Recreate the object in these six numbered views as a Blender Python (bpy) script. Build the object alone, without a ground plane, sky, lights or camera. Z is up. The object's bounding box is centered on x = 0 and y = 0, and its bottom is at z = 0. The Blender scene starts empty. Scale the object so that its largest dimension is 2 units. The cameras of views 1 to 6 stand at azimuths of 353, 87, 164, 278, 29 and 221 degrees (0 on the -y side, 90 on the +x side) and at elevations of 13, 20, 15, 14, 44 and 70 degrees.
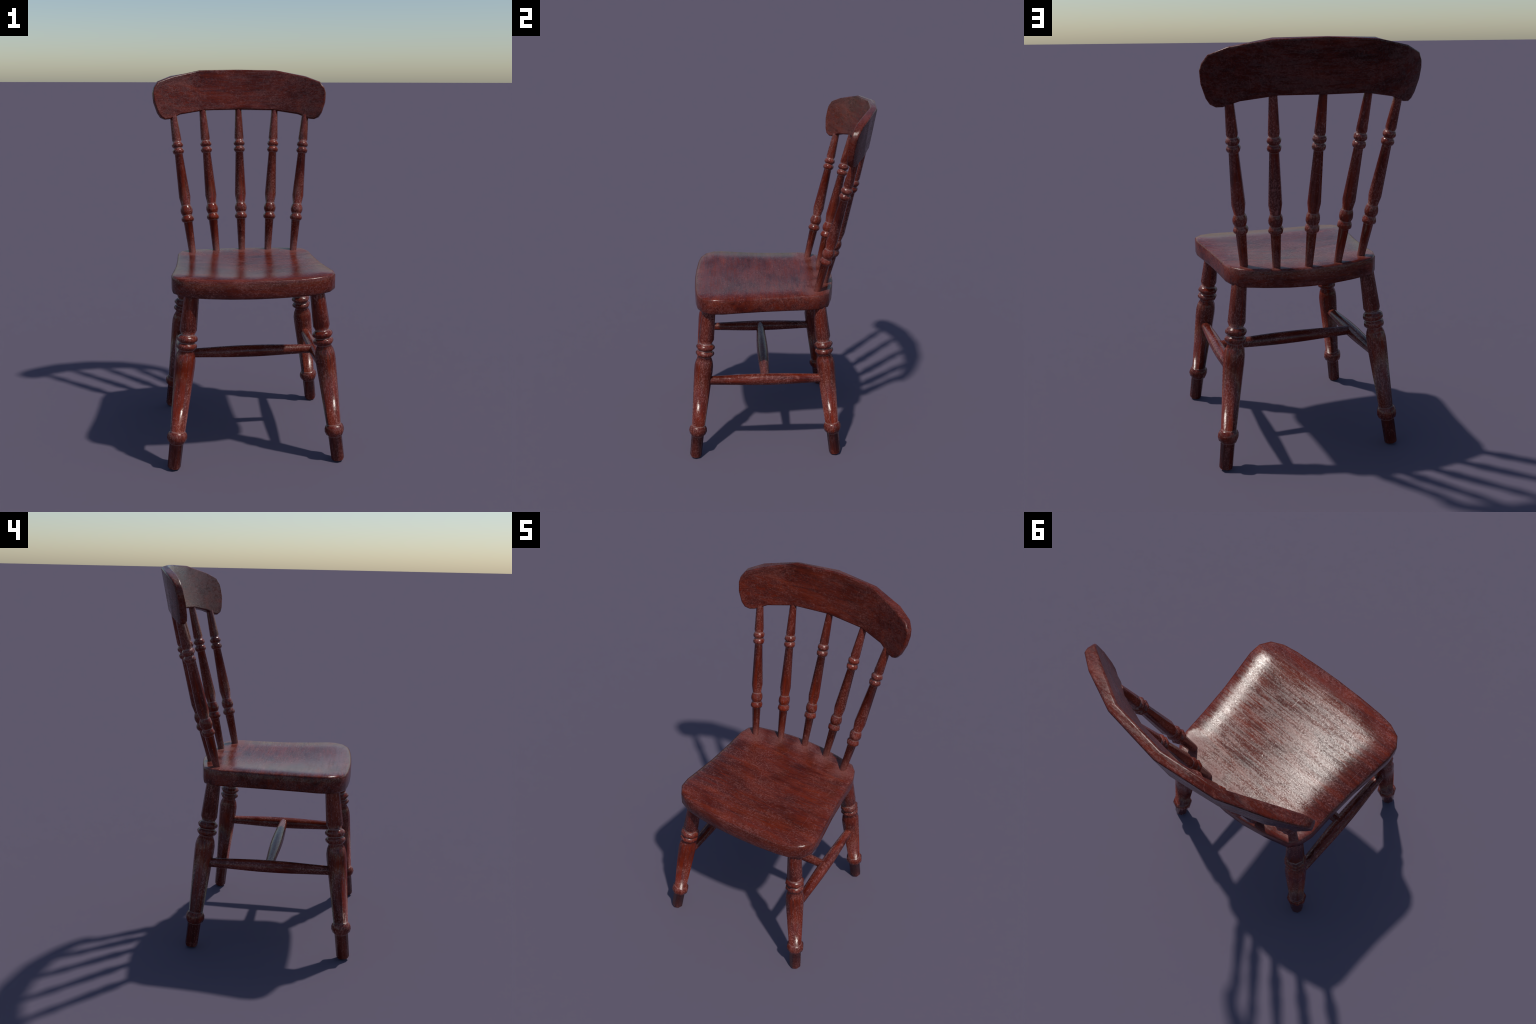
"""A stained spindle-back kitchen chair: dished plank seat, four splayed turned
legs joined by an H stretcher, five raked turned spindles and a bent crest rail."""
import bpy, bmesh, math, random
from mathutils import Vector, Matrix

random.seed(7)
SCENE = bpy.context.scene
SIDES = 8                     # the turned parts are eight-sided with soft shading


# ------------------------------------------------------------------ materials
class Nodes:
    """Small helper around a node tree."""

    def __init__(self, name):
        self.mat = bpy.data.materials.new(name)
        self.mat.use_nodes = True
        self.t = self.mat.node_tree
        self.t.nodes.clear()
        self.out = self.t.nodes.new("ShaderNodeOutputMaterial")
        self.bsdf = self.t.nodes.new("ShaderNodeBsdfPrincipled")
        self.t.links.new(self.bsdf.outputs[0], self.out.inputs[0])

    def put(self, socket, value):
        if isinstance(value, bpy.types.NodeSocket):
            self.t.links.new(value, socket)
        elif value is not None:
            if socket.type == "RGBA" and len(value) == 3:
                value = (*value, 1.0)
            socket.default_value = value

    def math(self, op, a, b=None, c=None, clamp=False):
        n = self.t.nodes.new("ShaderNodeMath")
        n.operation, n.use_clamp = op, clamp
        for i, v in enumerate((a, b, c)):
            self.put(n.inputs[i], v)
        return n.outputs[0]

    def vmath(self, op, a, b=None):
        n = self.t.nodes.new("ShaderNodeVectorMath")
        n.operation = op
        self.put(n.inputs[0], a)
        if b is not None:
            self.put(n.inputs[1], b)
        return n.outputs["Value"] if op in ("DISTANCE", "LENGTH") else n.outputs[0]

    def mapping(self, vec, scale=(1, 1, 1), rot=(0, 0, 0), loc=(0, 0, 0)):
        n = self.t.nodes.new("ShaderNodeMapping")
        self.put(n.inputs["Vector"], vec)
        n.inputs["Scale"].default_value = scale
        n.inputs["Rotation"].default_value = rot
        n.inputs["Location"].default_value = loc
        return n.outputs[0]

    def noise(self, vec, scale, detail=4, rough=0.55, distort=0.0):
        n = self.t.nodes.new("ShaderNodeTexNoise")
        self.put(n.inputs["Vector"], vec)
        n.inputs["Scale"].default_value = scale
        n.inputs["Detail"].default_value = detail
        n.inputs["Roughness"].default_value = rough
        n.inputs["Distortion"].default_value = distort
        return n.outputs[0]

    def cracks(self, vec, scale):
        n = self.t.nodes.new("ShaderNodeTexVoronoi")
        n.feature = "DISTANCE_TO_EDGE"
        self.put(n.inputs["Vector"], vec)
        n.inputs["Scale"].default_value = scale
        return n.outputs["Distance"]

    def ramp(self, fac, lo, hi, a=0.0, b=1.0, smooth=True):
        n = self.t.nodes.new("ShaderNodeMapRange")
        n.interpolation_type = "SMOOTHSTEP" if smooth else "LINEAR"
        n.clamp = True
        self.put(n.inputs[0], fac)
        for i, v in zip(range(1, 5), (lo, hi, a, b)):
            n.inputs[i].default_value = v
        return n.outputs[0]

    def colours(self, fac, stops):
        n = self.t.nodes.new("ShaderNodeValToRGB")
        self.put(n.inputs[0], fac)
        e = n.color_ramp.elements
        while len(e) < len(stops):
            e.new(0.5)
        for el, (p, c) in zip(e, stops):
            el.position, el.color = p, (*c, 1.0)
        return n.outputs[0]

    def mix(self, fac, a, b, mode="MIX"):
        n = self.t.nodes.new("ShaderNodeMix")
        n.data_type, n.blend_type = "RGBA", mode
        self.put(n.inputs[0], fac)
        self.put(n.inputs[6], a)
        self.put(n.inputs[7], b)
        return n.outputs[2]

    def sep(self, vec):
        n = self.t.nodes.new("ShaderNodeSeparateXYZ")
        self.put(n.inputs[0], vec)
        return n.outputs


def mahogany(name, axis, groove_at=(), dusty_at=(), knots=(), wear=0.5, dark_at=None,
             spread=True, dust_spots=(), worn_at=(), dark_back=False, gloss=(0.11, 0.27), bump=0.15, streaky=0.85, tone=1.0, sheen_disc=None, shine=0.5):
    """Old red-stained varnish over wood whose grain runs along `axis` (0 x, 1 y, 2 z)."""
    m = Nodes(name)
    coord = m.t.nodes.new("ShaderNodeTexCoord").outputs["Object"]
    pos = coord
    if spread:                                   # each copy of a repeat gets its own figure
        info = m.t.nodes.new("ShaderNodeObjectInfo")
        shift = m.t.nodes.new("ShaderNodeCombineXYZ")
        for i, k in enumerate((7.0, 13.0, 3.0)):
            m.put(shift.inputs[i], m.math("MULTIPLY", info.outputs["Random"], k))
        pos = m.vmath("ADD", coord, shift.outputs[0])

    def along(long, cross):
        s = [cross] * 3
        s[axis] = long
        return tuple(s)

    # figure of the wood: broad bands, fine pores
    bands = m.noise(m.mapping(pos, along(1.5, 12.0)), 1.7, 5, 0.62, 0.9)
    pores = m.noise(m.mapping(pos, along(7.0, 120.0)), 2.2, 4, 0.7, 0.3)
    patch = m.noise(pos, 4.2, 3, 0.55, 0.4)
    grain = m.math("ADD", m.math("MULTIPLY", bands, 0.60), m.math("MULTIPLY", pores, 0.40))
    for centre, size, squash in knots:
        rel = m.mapping(m.vmath("SUBTRACT", coord, Vector(centre)), squash)
        wob = m.math("MULTIPLY", m.noise(coord, 9.0, 3), 0.03)
        dist = m.math("ADD", m.vmath("LENGTH", rel), wob)
        ring = m.math("SINE", m.math("MULTIPLY", dist, 430.0))
        near = m.ramp(dist, size * 0.25, size, 1.0, 0.0)
        grain = m.math("SUBTRACT", grain, m.math("MULTIPLY", near, m.math("MULTIPLY_ADD", ring, 0.05, 0.05)))
    col = m.colours(grain, [(0.31, (0.035, 0.0046, 0.0033)), (0.44, (0.082, 0.0104, 0.0060)),
                            (0.54, (0.125, 0.0158, 0.0070)), (0.66, (0.195, 0.0275, 0.0095))])
    # darker clouds of old varnish
    cloud = m.ramp(patch, 0.44, 0.62)
    col = m.mix(m.math("MULTIPLY", cloud, 0.50), col, m.mix(1.0, col, (0.48, 0.60, 0.68), "MULTIPLY"))
    # clean orange streaks where the stain is thick and glossy
    st = m.noise(m.mapping(pos, along(1.1, 30.0), loc=(3.1, 1.7, 5.3)), 1.5, 3, 0.5, 0.35)
    streak = m.math("MULTIPLY", m.ramp(st, 0.565, 0.64), m.ramp(m.noise(pos, 3.1, 2), 0.42, 0.58))
    col = m.mix(m.math("MULTIPLY", streak, streaky), col, (0.150, 0.0140, 0.0026))

    # rubbed, hazy bloom: fine wormy speckle gathered in patches
    speck = m.noise(m.mapping(pos, along(0.7, 1.0)), 150.0, 5, 0.68, 0.5)
    gather = m.noise(m.mapping(pos, along(0.7, 1.3), loc=(9, 4, 2)), 5.5, 5, 0.66, 0.6)
    zone = m.ramp(gather, 0.38, 0.58)
    for centre, size in worn_at:
        d = m.math("ADD", m.vmath("DISTANCE", coord, Vector(centre)), m.math("MULTIPLY", gather, size * 0.8))
        zone = m.math("MAXIMUM", zone, m.ramp(d, size * 0.45, size * 1.6, 1.0, 0.0))
    bloom = m.math("MULTIPLY", m.ramp(speck, 0.475, 0.65), zone)
    scuff = m.ramp(m.noise(m.mapping(pos, along(0.6, 1.2), loc=(4, 8, 1)), 24.0, 7, 0.76, 0.6), 0.555, 0.66)
    bloom = m.math("MAXIMUM", bloom, m.math("MULTIPLY", scuff, m.ramp(speck, 0.36, 0.56, 0.25, 1.0)))
    haze = m.math("MULTIPLY", zone, 0.06)
    rub = m.math("MULTIPLY", m.math("ADD", m.math("MULTIPLY", bloom, 0.74), haze), wear, clamp=True)
    rub = m.math("MULTIPLY", rub, m.math("SUBTRACT", 1.0, m.math("MULTIPLY", streak, 0.75)))
    col = m.mix(rub, col, (0.290, 0.100, 0.080))

    # short scratches and dings
    lines = None
    for k, (sc, rot) in enumerate(((11.0, (0.4, 0.9, 0.35)), (17.0, (1.1, 0.2, 1.3)))):
        v = m.mapping(pos, (1.0, 1.0, 1.0), rot, (k * 3.7, 1.3 * k, 2.2))
        v = m.mapping(v, (1.0, 0.55, 0.7))
        e = m.ramp(m.cracks(v, sc), 0.003, 0.010, 1.0, 0.0)
        brk = m.ramp(m.noise(pos, 14.0 + 8 * k, 2, 0.5), 0.58, 0.66)
        e = m.math("MULTIPLY", e, brk)
        lines = e if lines is None else m.math("MAXIMUM", lines, e)
    ding = m.ramp(m.noise(pos, 85.0, 2, 0.4, 0.6), 0.70, 0.76)
    marks = m.math("MAXIMUM", m.math("MULTIPLY", lines, 0.7), ding)
    marks = m.math("MULTIPLY", marks, 0.35 + 0.25 * wear)
    col = m.mix(marks, col, (0.30, 0.115, 0.098))
    if tone != 1.0:
        col = m.mix(1.0, col, (tone, tone, tone), "MULTIPLY")
    if dark_back:                                # back face in a darker tone
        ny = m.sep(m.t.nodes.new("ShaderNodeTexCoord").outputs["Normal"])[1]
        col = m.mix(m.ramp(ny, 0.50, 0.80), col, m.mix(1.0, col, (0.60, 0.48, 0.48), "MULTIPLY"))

    # clean varnish is glossy, the rubbed patches and open pores are satin
    lanes = m.noise(m.mapping(pos, along(1.3, 34.0), loc=(1.2, 6.1, 0.4)), 2.3, 5, 0.66, 0.4)
    satin = m.ramp(m.math("ADD", m.math("MULTIPLY", gather, 0.52), m.math("MULTIPLY", lanes, 0.48)), 0.40, 0.56)
    if sheen_disc:                                # roughness mask painted to dim the seat's sun highlight towards -x
        centre, inner, outer = sheen_disc
        d = m.math("ADD", m.vmath("DISTANCE", coord, Vector(centre)), m.math("MULTIPLY", m.math("SUBTRACT", gather, 0.5), 0.3))
        satin = m.math("MULTIPLY", satin, m.ramp(d, inner, outer, 1.0, 0.25))
    keep = m.math("ADD", m.math("MULTIPLY", lanes, 0.36),
                  m.math("ADD", m.math("MULTIPLY", speck, 0.40), m.math("MULTIPLY", gather, 0.24)))
    m.put(m.bsdf.inputs["Specular IOR Level"],        # open grain and worn spots lose their varnish
          m.ramp(keep, 0.43, 0.56, shine * 0.30, shine))
    rough = m.math("MULTIPLY_ADD", satin, gloss[1] - gloss[0], gloss[0])
    rough = m.math("ADD", rough, m.math("MULTIPLY", rub, 0.07))
    rough = m.math("SUBTRACT", rough, m.math("MULTIPLY", streak, 0.04))

    # pale dust in the turned grooves and round the joints
    dust = None
    z = m.sep(coord)[2]
    for at, half in groove_at:
        g = m.ramp(m.math("ABSOLUTE", m.math("SUBTRACT", z, at)), 0.0, half, 1.0, 0.0, False)
        dust = g if dust is None else m.math("MAXIMUM", dust, g)
    if dust is not None:
        dust = m.math("MULTIPLY", dust, 0.45)
    soft = None
    for at, half in dusty_at:
        g = m.ramp(m.math("ABSOLUTE", m.math("SUBTRACT", z, at)), 0.0, half, 1.0, 0.0)
        soft = g if soft is None else m.math("MAXIMUM", soft, g)
    for centre, inner, outer in dust_spots:
        d = m.math("ADD", m.vmath("DISTANCE", coord, Vector(centre)),
                   m.math("MULTIPLY", m.math("SUBTRACT", patch, 0.5), 0.10))
        g = m.ramp(d, inner, outer, 1.0, 0.0)
        soft = g if soft is None else m.math("MAXIMUM", soft, g)
    if soft is not None:
        soft = m.math("MULTIPLY", soft, m.ramp(speck, 0.25, 0.75, 0.30, 0.68))
        col = m.mix(soft, col, (0.215, 0.080, 0.070))
        rough = m.math("ADD", rough, m.math("MULTIPLY", soft, 0.25))
    if dust is not None:
        col = m.mix(dust, col, (0.30, 0.19, 0.175))
        rough = m.math("ADD", rough, m.math("MULTIPLY", dust, 0.15))
    if dark_at is not None:                     # grimy feet
        lo, hi = dark_at
        col = m.mix(m.ramp(z, lo, hi, 0.22, 0.0), col, (0.030, 0.0075, 0.0065))

    m.put(m.bsdf.inputs["Base Color"], col)
    m.put(m.bsdf.inputs["Roughness"], rough)
    m.bsdf.inputs["IOR"].default_value = 1.5
    height = m.math("ADD", m.math("MULTIPLY", pores, 0.5),
                    m.math("ADD", m.math("MULTIPLY", speck, 0.55), m.math("MULTIPLY", marks, -0.5)))
    b = m.t.nodes.new("ShaderNodeBump")
    b.inputs["Strength"].default_value = bump
    b.inputs["Distance"].default_value = 0.004
    m.put(b.inputs["Height"], height)
    m.put(m.bsdf.inputs["Normal"], b.outputs[0])
    return m.mat


# ------------------------------------------------------------------ geometry helpers
def mesh_from(bm, name, material, smooth=True, weighted=False):
    bmesh.ops.recalc_face_normals(bm, faces=bm.faces[:])
    me = bpy.data.meshes.new(name)
    bm.to_mesh(me)
    bm.free()
    for p in me.polygons:
        p.use_smooth = smooth
    me.materials.append(material)
    return me


def add(name, me, parent, matrix=None):
    o = bpy.data.objects.new(name, me)
    SCENE.collection.objects.link(o)
    o.parent = parent
    if matrix is not None:
        o.matrix_world = matrix
    return o


def turned(name, profile, material, sides=SIDES, tilt=()):
    """Lathe a list of (height, radius) into a closed eight-sided turning along local z."""
    bm = bmesh.new()
    rings = []
    for h, r in profile:
        rings.append([bm.verts.new((r * math.sin(math.tau * k / sides), -r * math.cos(math.tau * k / sides), h))
                      for k in range(sides)])
    for a, b in zip(rings, rings[1:]):
        for k in range(sides):
            bm.faces.new((a[k], a[(k + 1) % sides], b[(k + 1) % sides], b[k]))
    bm.faces.new(rings[0][::-1])
    bm.faces.new(rings[-1])
    me = mesh_from(bm, name, material)
    for p in me.polygons:
        if len(p.vertices) == sides:
            p.use_smooth = False
    # hard crease round the flat ends
    for e in me.edges:
        hs = {round(me.vertices[v].co.z, 5) for v in e.vertices}
        if len(hs) == 1 and hs & {round(profile[0][0], 5), round(profile[-1][0], 5)}:
            e.use_edge_sharp = True
    if tilt:                                     # soft coves: shading rolls up into the bead below
        normals = []
        for v in me.vertices:
            n = Vector(v.normal)
            if v.co.z in (me.vertices[0].co.z, me.vertices[len(profile) * sides - 1].co.z):
                n = Vector((v.co.x, v.co.y, 0)).normalized()
            for h, degrees in tilt:
                if abs(v.co.z - h) < 1e-4:
                    flat = Vector((v.co.x, v.co.y, 0)).normalized()
                    a = math.radians(degrees)
                    n = flat * math.cos(a) + Vector((0, 0, math.sin(a)))
            normals.append(n)
        me.normals_split_custom_set_from_vertices(normals)
    return me


def along_axis(base, tip):
    """Matrix with its origin at base and local z towards tip, twisted as little as possible."""
    base, d = Vector(base), (Vector(tip) - Vector(base)).normalized()
    rot = Vector((0, 0, 1)).rotation_difference(d)
    return Matrix.Translation(base) @ rot.to_matrix().to_4x4()


# ------------------------------------------------------------------ the chair
chair = bpy.data.objects.new("wooden_chair", None)
SCENE.collection.objects.link(chair)
chair["label"] = "old red mahogany stained spindle back kitchen chair with turned legs"
chair["category"] = "wooden chair"

# ---- seat: plank with rounded corners, dished in the middle ----
OUTLINE = [(0.000, -0.498), (0.130, -0.495), (0.250, -0.487), (0.322, -0.475), (0.381, -0.446), (0.413, -0.397),
           (0.418, -0.335), (0.392, -0.120), (0.381, 0.040), (0.376, 0.160), (0.358, 0.222), (0.324, 0.263),
           (0.213, 0.292), (0.100, 0.312), (0.000, 0.318)]


def seat_outline():
    half = OUTLINE
    loop = half + [(-x, y) for x, y in half[-2:0:-1]]
    dense = []
    for (x0, y0), (x1, y1) in zip(loop, loop[1:] + loop[:1]):
        n = max(1, round(math.hypot(x1 - x0, y1 - y0) / 0.035))
        dense += [(x0 + (x1 - x0) * i / n, y0 + (y1 - y0) * i / n) for i in range(n)]
    return loop, dense


SEAT_LOOP, SEAT_DENSE = seat_outline()


def edge_distance(x, y):
    best = 9.0
    p = Vector((x, y))
    for a, b in zip(SEAT_LOOP, SEAT_LOOP[1:] + SEAT_LOOP[:1]):
        a, b = Vector(a), Vector(b)
        t = max(0.0, min(1.0, (p - a).dot(b - a) / (b - a).length_squared))
        best = min(best, (p - a - t * (b - a)).length)
    return best


def smoothstep(t):
    t = max(0.0, min(1.0, t))
    return t * t * (3 - 2 * t)


def seat_top(x, y):
    u = min(1.0, (x / 0.4) ** 2)
    rim = 0.970 + 0.011 * u - 0.006 * u * max(0.0, 1 - ((y + 0.08) / 0.28) ** 2)
    half = 0.418 - 0.080 * max(0.0, min(1.0, (y + 0.34) / 0.5))      # the plank narrows to the back
    bx = max(0.0, 1 - (x / half) ** 2)
    by = max(0.0, 1 - ((y + 0.115) / 0.385) ** 2)
    return rim - 0.0125 * bx * bx * by ** 1.5


def seat_bottom(x, y):
    return 0.877 + 0.015 * min(1.0, (x / 0.4) ** 2)


def build_seat(material):
    bm = bmesh.new()
    c = Vector((0.0, -0.09))
    n = len(SEAT_DENSE)
    pts = [Vector(p) for p in SEAT_DENSE]
    inward = []
    for i in range(n):                       # inward direction of the outline at each point
        t = (pts[(i + 1) % n] - pts[i - 1]).normalized()
        inward.append(Vector((-t.y, t.x)))
    def ring(inset, height, keep=None):
        return [bm.verts.new((*(p + w * inset), height(p + w * inset))) for p, w in zip(pts, inward)]
    rings = [ring(0.012, lambda q: seat_bottom(*q)),
             ring(0.004, lambda q: seat_bottom(*q) + 0.003),
             ring(0.000, lambda q: seat_bottom(*q) + 0.011),
             ring(0.000, lambda q: 0.5 * (seat_bottom(*q) + seat_top(*q))),
             ring(0.000, lambda q: seat_top(*q) - 0.010),
             ring(0.003, lambda q: seat_top(*q) - 0.003),
             ring(0.010, lambda q: seat_top(*q))]
    inner = [p + w * 0.010 for p, w in zip(pts, inward)]
    for f in (0.97, 0.94, 0.91, 0.88, 0.85, 0.80, 0.73, 0.65, 0.56, 0.46, 0.35, 0.23, 0.11):
        rings.append([bm.verts.new((*(c + (q - c) * f), seat_top(*(c + (q - c) * f)))) for q in inner])
    for a, b in zip(rings, rings[1:]):
        for k in range(n):
            bm.faces.new((a[k], a[(k + 1) % n], b[(k + 1) % n], b[k]))
    top = bm.verts.new((c.x, c.y, seat_top(*c)))
    low = bm.verts.new((c.x, c.y, seat_bottom(*c)))
    for k in range(n):
        bm.faces.new((rings[-1][k], rings[-1][(k + 1) % n], top))
        bm.faces.new((rings[0][(k + 1) % n], rings[0][k], low))
    return mesh_from(bm, "seat", material)


# spindle axes: (x, y, z) where each enters the seat, and its slope per unit of height
SPINDLES = [((0.292, 0.201, 0.975), (0.1184, 0.2300), 1.742),
            ((0.151, 0.258, 0.969), (0.0763, 0.2356), 1.776),
            ((0.000, 0.279, 0.969), (0.0000, 0.2360), 1.782)]

bases = [(s * p[0], p[1], p[2]) for p, _, _ in SPINDLES for s in (1, -1)][:5]
seat_mat = mahogany("seat_mahogany", 0, spread=False, wear=0.56, gloss=(0.17, 0.32), bump=0.16, streaky=0.6, tone=0.88, sheen_disc=((0.24, 0.05, 0.95), 0.24, 0.50),
                    dust_spots=[((x, y - 0.02, z), 0.012, 0.100) for x, y, z in bases],
                    worn_at=[((0.27, 0.02, 0.95), 0.13), ((-0.15, 0.08, 0.95), 0.13)],
                    knots=[((0.29, -0.33, 0.96), 0.09, (1.0, 1.5, 0.6))])
seat_mesh = build_seat(seat_mat)


def roll_edges(me, reach, lift):
    """Let the shading of the top roll over softly towards the edge of the plank."""
    normals = []
    for v in me.vertices:
        n = Vector(v.normal)
        x, y, z = v.co
        d = edge_distance(x, y)
        if z > seat_top(x, y) - 0.012 and d < reach:
            e = 0.004
            out = -Vector((edge_distance(x + e, y) - edge_distance(x - e, y),
                           edge_distance(x, y + e) - edge_distance(x, y - e), 0.0))
            if out.length > 1e-6 and d > 0.002:
                n = (n + out.normalized() * lift * (0.25 if y > 0.13 else 1.0) * (1 - d / reach) ** 2).normalized()
        normals.append(n)
    me.normals_split_custom_set_from_vertices(normals)


roll_edges(seat_mesh, 0.155, 0.42)
add("seat", seat_mesh, chair)

# ---- crest rail: bent slab, taller at the drooping ends ----
FRONT_TOP = [(0.000, 0.499, 1.998), (0.220, 0.473, 1.994), (0.383, 0.393, 1.957), (0.461, 0.352, 1.928),
             (0.485, 0.335, 1.894), (0.490, 0.328, 1.868)]
FRONT_LOW = [(0.000, 0.447, 1.772), (0.205, 0.427, 1.767), (0.338, 0.382, 1.747), (0.395, 0.347, 1.724),
             (0.425, 0.335, 1.720), (0.447, 0.321, 1.734), (0.465, 0.317, 1.760), (0.484, 0.318, 1.819)]
BACK_TOP = [(0.000, 0.538, 1.994), (0.230, 0.509, 1.986), (0.395, 0.442, 1.959), (0.471, 0.396, 1.929),
            (0.494, 0.374, 1.895), (0.501, 0.360, 1.863)]
BACK_LOW = [(0.000, 0.505, 1.766), (0.194, 0.478, 1.766), (0.347, 0.422, 1.743), (0.411, 0.378, 1.718),
            (0.437, 0.370, 1.717), (0.459, 0.353, 1.728), (0.476, 0.351, 1.754), (0.496, 0.354, 1.813)]


def build_rail(material):
    bm = bmesh.new()

    def face_side(top, low):
        """Strips between the upper and the lower chain of one broad face, mirrored in x."""
        T = {}
        for s in (1, -1):
            for nm, chain in (("t", top), ("l", low)):
                for i, (x, y, z) in enumerate(chain):
                    T[nm, i, s] = T[nm, 0, 1] if (i == 0 and s == -1) else bm.verts.new((s * x * 1.003, y, z + (0.002 if nm == 't' else -0.001)))
        for s in (1, -1):
            t, l = (lambda i: T["t", i, s]), (lambda i: T["l", i, s])
            quads = [(t(0), t(1), l(1), l(0)), (t(1), t(2), l(2), l(1)), (t(2), t(3), l(3), l(2)),
                     (t(3), t(4), l(4), l(3)), (t(4), t(5), l(5), l(4)), (t(5), l(7), l(6), l(5))]
            for q in quads:
                bm.faces.new(q if s == 1 else q[::-1])
        rim = [T["t", i, 1] for i in range(6)] + [T["l", i, 1] for i in range(7, -1, -1)]
        rim += [T["l", i, -1] for i in range(1, 8)] + [T["t", i, -1] for i in range(5, 0, -1)]
        return rim

    f = face_side(FRONT_TOP, FRONT_LOW)
    b = face_side(BACK_TOP, BACK_LOW)
    n = len(f)
    for k in range(n):
        bm.faces.new((f[k], f[(k + 1) % n], b[(k + 1) % n], b[k]))
    bmesh.ops.recalc_face_normals(bm, faces=bm.faces[:])
    bm.edges.ensure_lookup_table()
    rims = [e for loop in (f, b) for v, w in zip(loop, loop[1:] + loop[:1])
            for e in [bm.edges.get((v, w))] if e]
    bmesh.ops.bevel(bm, geom=rims, offset=0.0125, segments=4, profile=0.55, affect="EDGES", clamp_overlap=True)
    return mesh_from(bm, "crest_rail", material)


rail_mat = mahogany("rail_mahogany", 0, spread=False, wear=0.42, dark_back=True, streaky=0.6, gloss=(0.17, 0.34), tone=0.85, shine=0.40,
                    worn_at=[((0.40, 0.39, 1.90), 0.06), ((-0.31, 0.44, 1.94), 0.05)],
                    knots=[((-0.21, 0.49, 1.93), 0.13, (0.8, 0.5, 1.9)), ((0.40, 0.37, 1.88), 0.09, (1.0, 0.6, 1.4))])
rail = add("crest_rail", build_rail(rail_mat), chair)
w = rail.modifiers.new("weighted", "WEIGHTED_NORMAL")
w.weight, w.keep_sharp = 60, False

# ---- back spindles ----
LEAN = 1.031                                   # axis length per unit of height
SPINDLE = [(0.940, 0.0190), (0.970, 0.0194), (1.143, 0.0252), (1.147, 0.0310), (1.153, 0.0350), (1.160, 0.0362),
           (1.168, 0.0342), (1.175, 0.0300), (1.180, 0.0262), (1.187, 0.0294), (1.196, 0.0334), (1.206, 0.0348),
           (1.218, 0.0336), (1.230, 0.0290), (1.237, 0.0252), (1.284, 0.0326), (1.524, 0.0226), (1.528, 0.0278),
           (1.535, 0.0318), (1.543, 0.0330), (1.551, 0.0300), (1.555, 0.0252), (1.558, 0.0228), (1.561, 0.0252),
           (1.566, 0.0304), (1.574, 0.0330), (1.582, 0.0310), (1.588, 0.0268), (1.591, 0.0226), (1.604, 0.0268)]
TOP_RADIUS, TOP_AT = 0.0184, 1.775


def spindle_profile(top):
    tip = SPINDLE[-1]
    r = tip[1] + (TOP_RADIUS - tip[1]) * (top - tip[0]) / (TOP_AT - tip[0])
    return [((z - 0.969) * LEAN, r0) for z, r0 in SPINDLE + [(top, r)]]


spindle_mat = mahogany("spindle_mahogany", 2, wear=0.8, tone=1.10,
                       groove_at=[((z - 0.969) * LEAN, h) for z, h in
                                  ((1.143, 0.003), (1.181, 0.0045), (1.236, 0.0045), (1.524, 0.003), (1.558, 0.0045), (1.591, 0.0045))],
                       dusty_at=[((0.972 - 0.969) * LEAN, 0.11)])
for p, (sx, sy), top in SPINDLES:
    me = turned("spindle", spindle_profile(top), spindle_mat)
    for s in ((1, -1) if p[0] else (1,)):
        zb = 0.969
        base = Vector((s * (p[0] + sx * (zb - p[2])), p[1] + sy * (zb - p[2]), zb))
        add("spindle", me, chair, along_axis(base, base + Vector((s * sx, sy, 1.0))))

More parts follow.
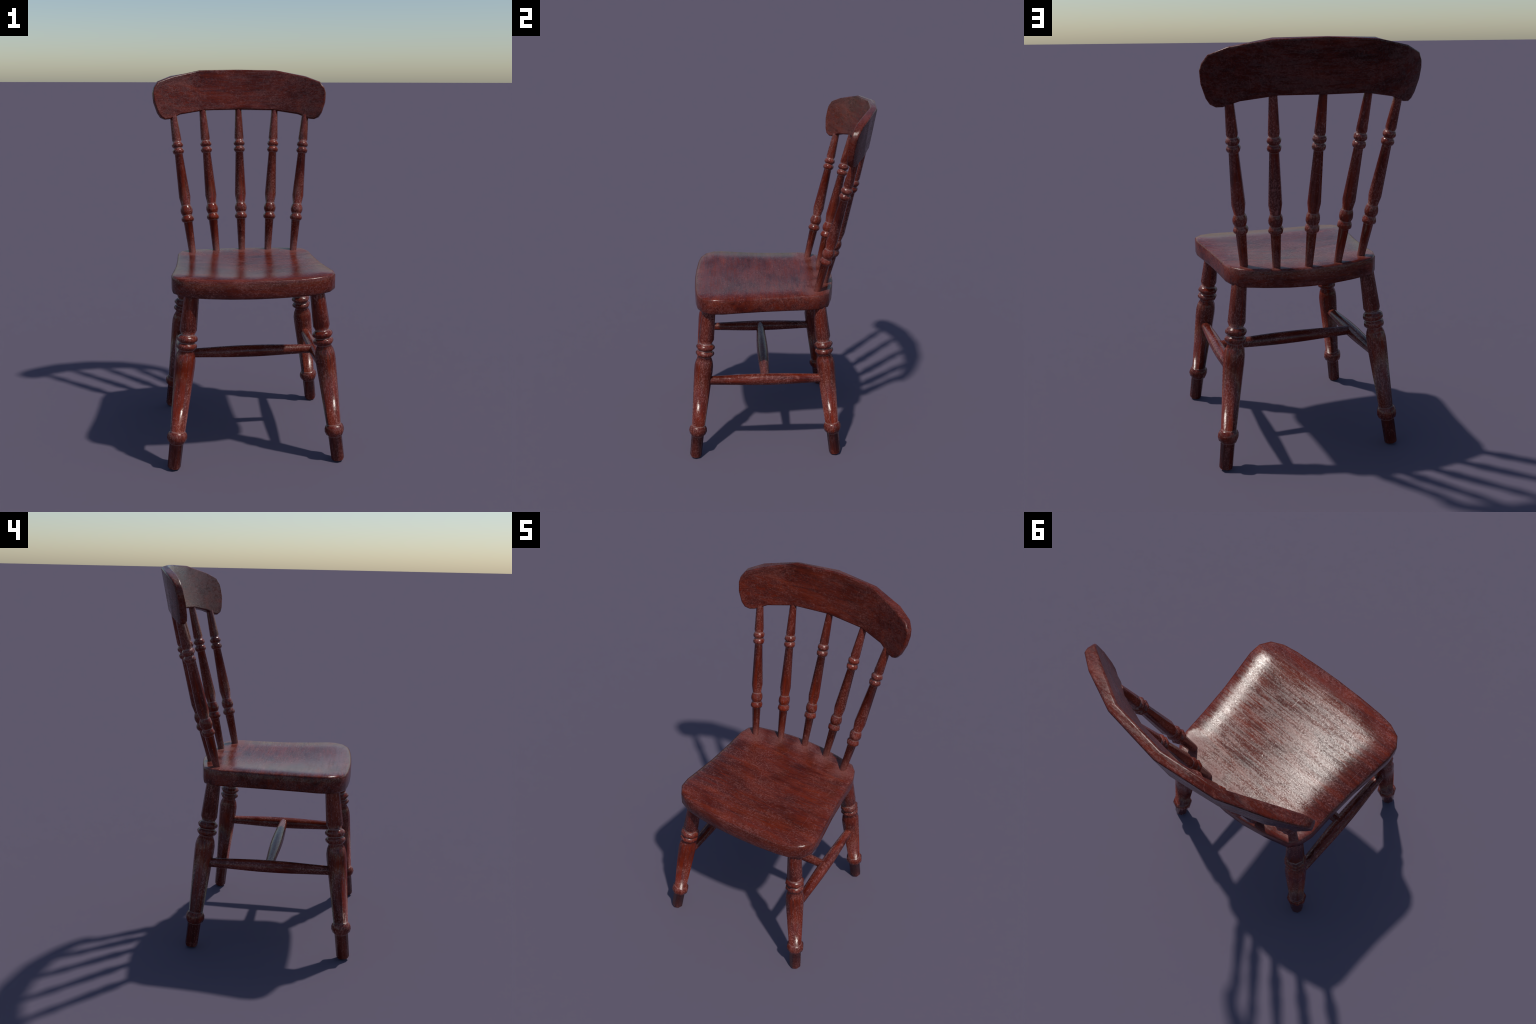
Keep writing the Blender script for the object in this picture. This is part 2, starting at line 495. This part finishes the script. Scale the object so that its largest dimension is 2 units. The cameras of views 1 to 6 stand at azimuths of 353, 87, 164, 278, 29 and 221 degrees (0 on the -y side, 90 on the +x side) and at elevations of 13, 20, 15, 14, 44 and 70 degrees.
# ---- legs ----
SLANT = 1.0134
LEG = [(0.000, 0.0295), (0.008, 0.0338), (0.130, 0.0356), (0.137, 0.0450), (0.156, 0.0518),
       (0.174, 0.0500), (0.186, 0.0440), (0.190, 0.0382), (0.520, 0.0528), (0.556, 0.0526), (0.583, 0.0474),
       (0.606, 0.0372), (0.613, 0.0450), (0.620, 0.0512), (0.629, 0.0532), (0.637, 0.0505), (0.642, 0.0440),
       (0.646, 0.0388), (0.650, 0.0440), (0.656, 0.0510), (0.665, 0.0534), (0.673, 0.0508), (0.681, 0.0430), (0.686, 0.0342),
       (0.709, 0.0440), (0.905, 0.0368)]
leg_mat = mahogany("leg_mahogany", 2, wear=0.9,
                   groove_at=[(z * SLANT, h) for z, h in ((0.192, 0.0045), (0.128, 0.003), (0.608, 0.0045), (0.646, 0.0045), (0.686, 0.005))],
                   dark_at=(0.118 * SLANT, 0.130 * SLANT))
leg_mesh = turned("leg", [(z * SLANT, r) for z, r in LEG], leg_mat, tilt=[(0.190 * SLANT, 58.0)])
FRONT_FOOT, BACK_FOOT = (0.4265, -0.509), (0.4305, 0.309)
FRONT_RUN, BACK_RUN = (-0.1225, 0.1105), (-0.1255, -0.1095)
for foot, run in ((FRONT_FOOT, FRONT_RUN), (BACK_FOOT, BACK_RUN)):
    for s in (1, -1):
        base = Vector((s * foot[0], foot[1], 0.005))
        add("leg", leg_mesh, chair, along_axis(base, base + Vector((s * run[0], run[1], 1.0))))

# ---- stretchers ----
stretcher_mat = mahogany("stretcher_mahogany", 2, wear=0.9)


def stretcher(name, a, b, r_end, r_mid):
    length = (Vector(b) - Vector(a)).length
    prof = []
    for t, k in ((0.0, 0.0), (0.06, 0.04), (0.18, 0.36), (0.32, 0.78), (0.42, 0.97), (0.5, 1.0)):
        prof.append((t * length, r_end + (r_mid - r_end) * k))
    prof += [(length - h, r) for h, r in prof[-2::-1]]
    return turned(name, prof, stretcher_mat), along_axis(a, b)


def leg_axis(foot, run, z):
    return foot[0] + run[0] * z, foot[1] + run[1] * z, z


HEIGHT = 0.467
for s in (1, -1):
    a, b = leg_axis(FRONT_FOOT, FRONT_RUN, HEIGHT), leg_axis(BACK_FOOT, BACK_RUN, HEIGHT)
    me, mat = stretcher("side_stretcher", (s * a[0], a[1] + 0.02, a[2]), (s * b[0], b[1] - 0.02, b[2]), 0.0256, 0.0347)
    add("side_stretcher", me, chair, mat)
me, mat = stretcher("cross_stretcher", (-0.360, -0.098, 0.472), (0.360, -0.098, 0.472), 0.0256, 0.0347)
add("cross_stretcher", me, chair, mat)
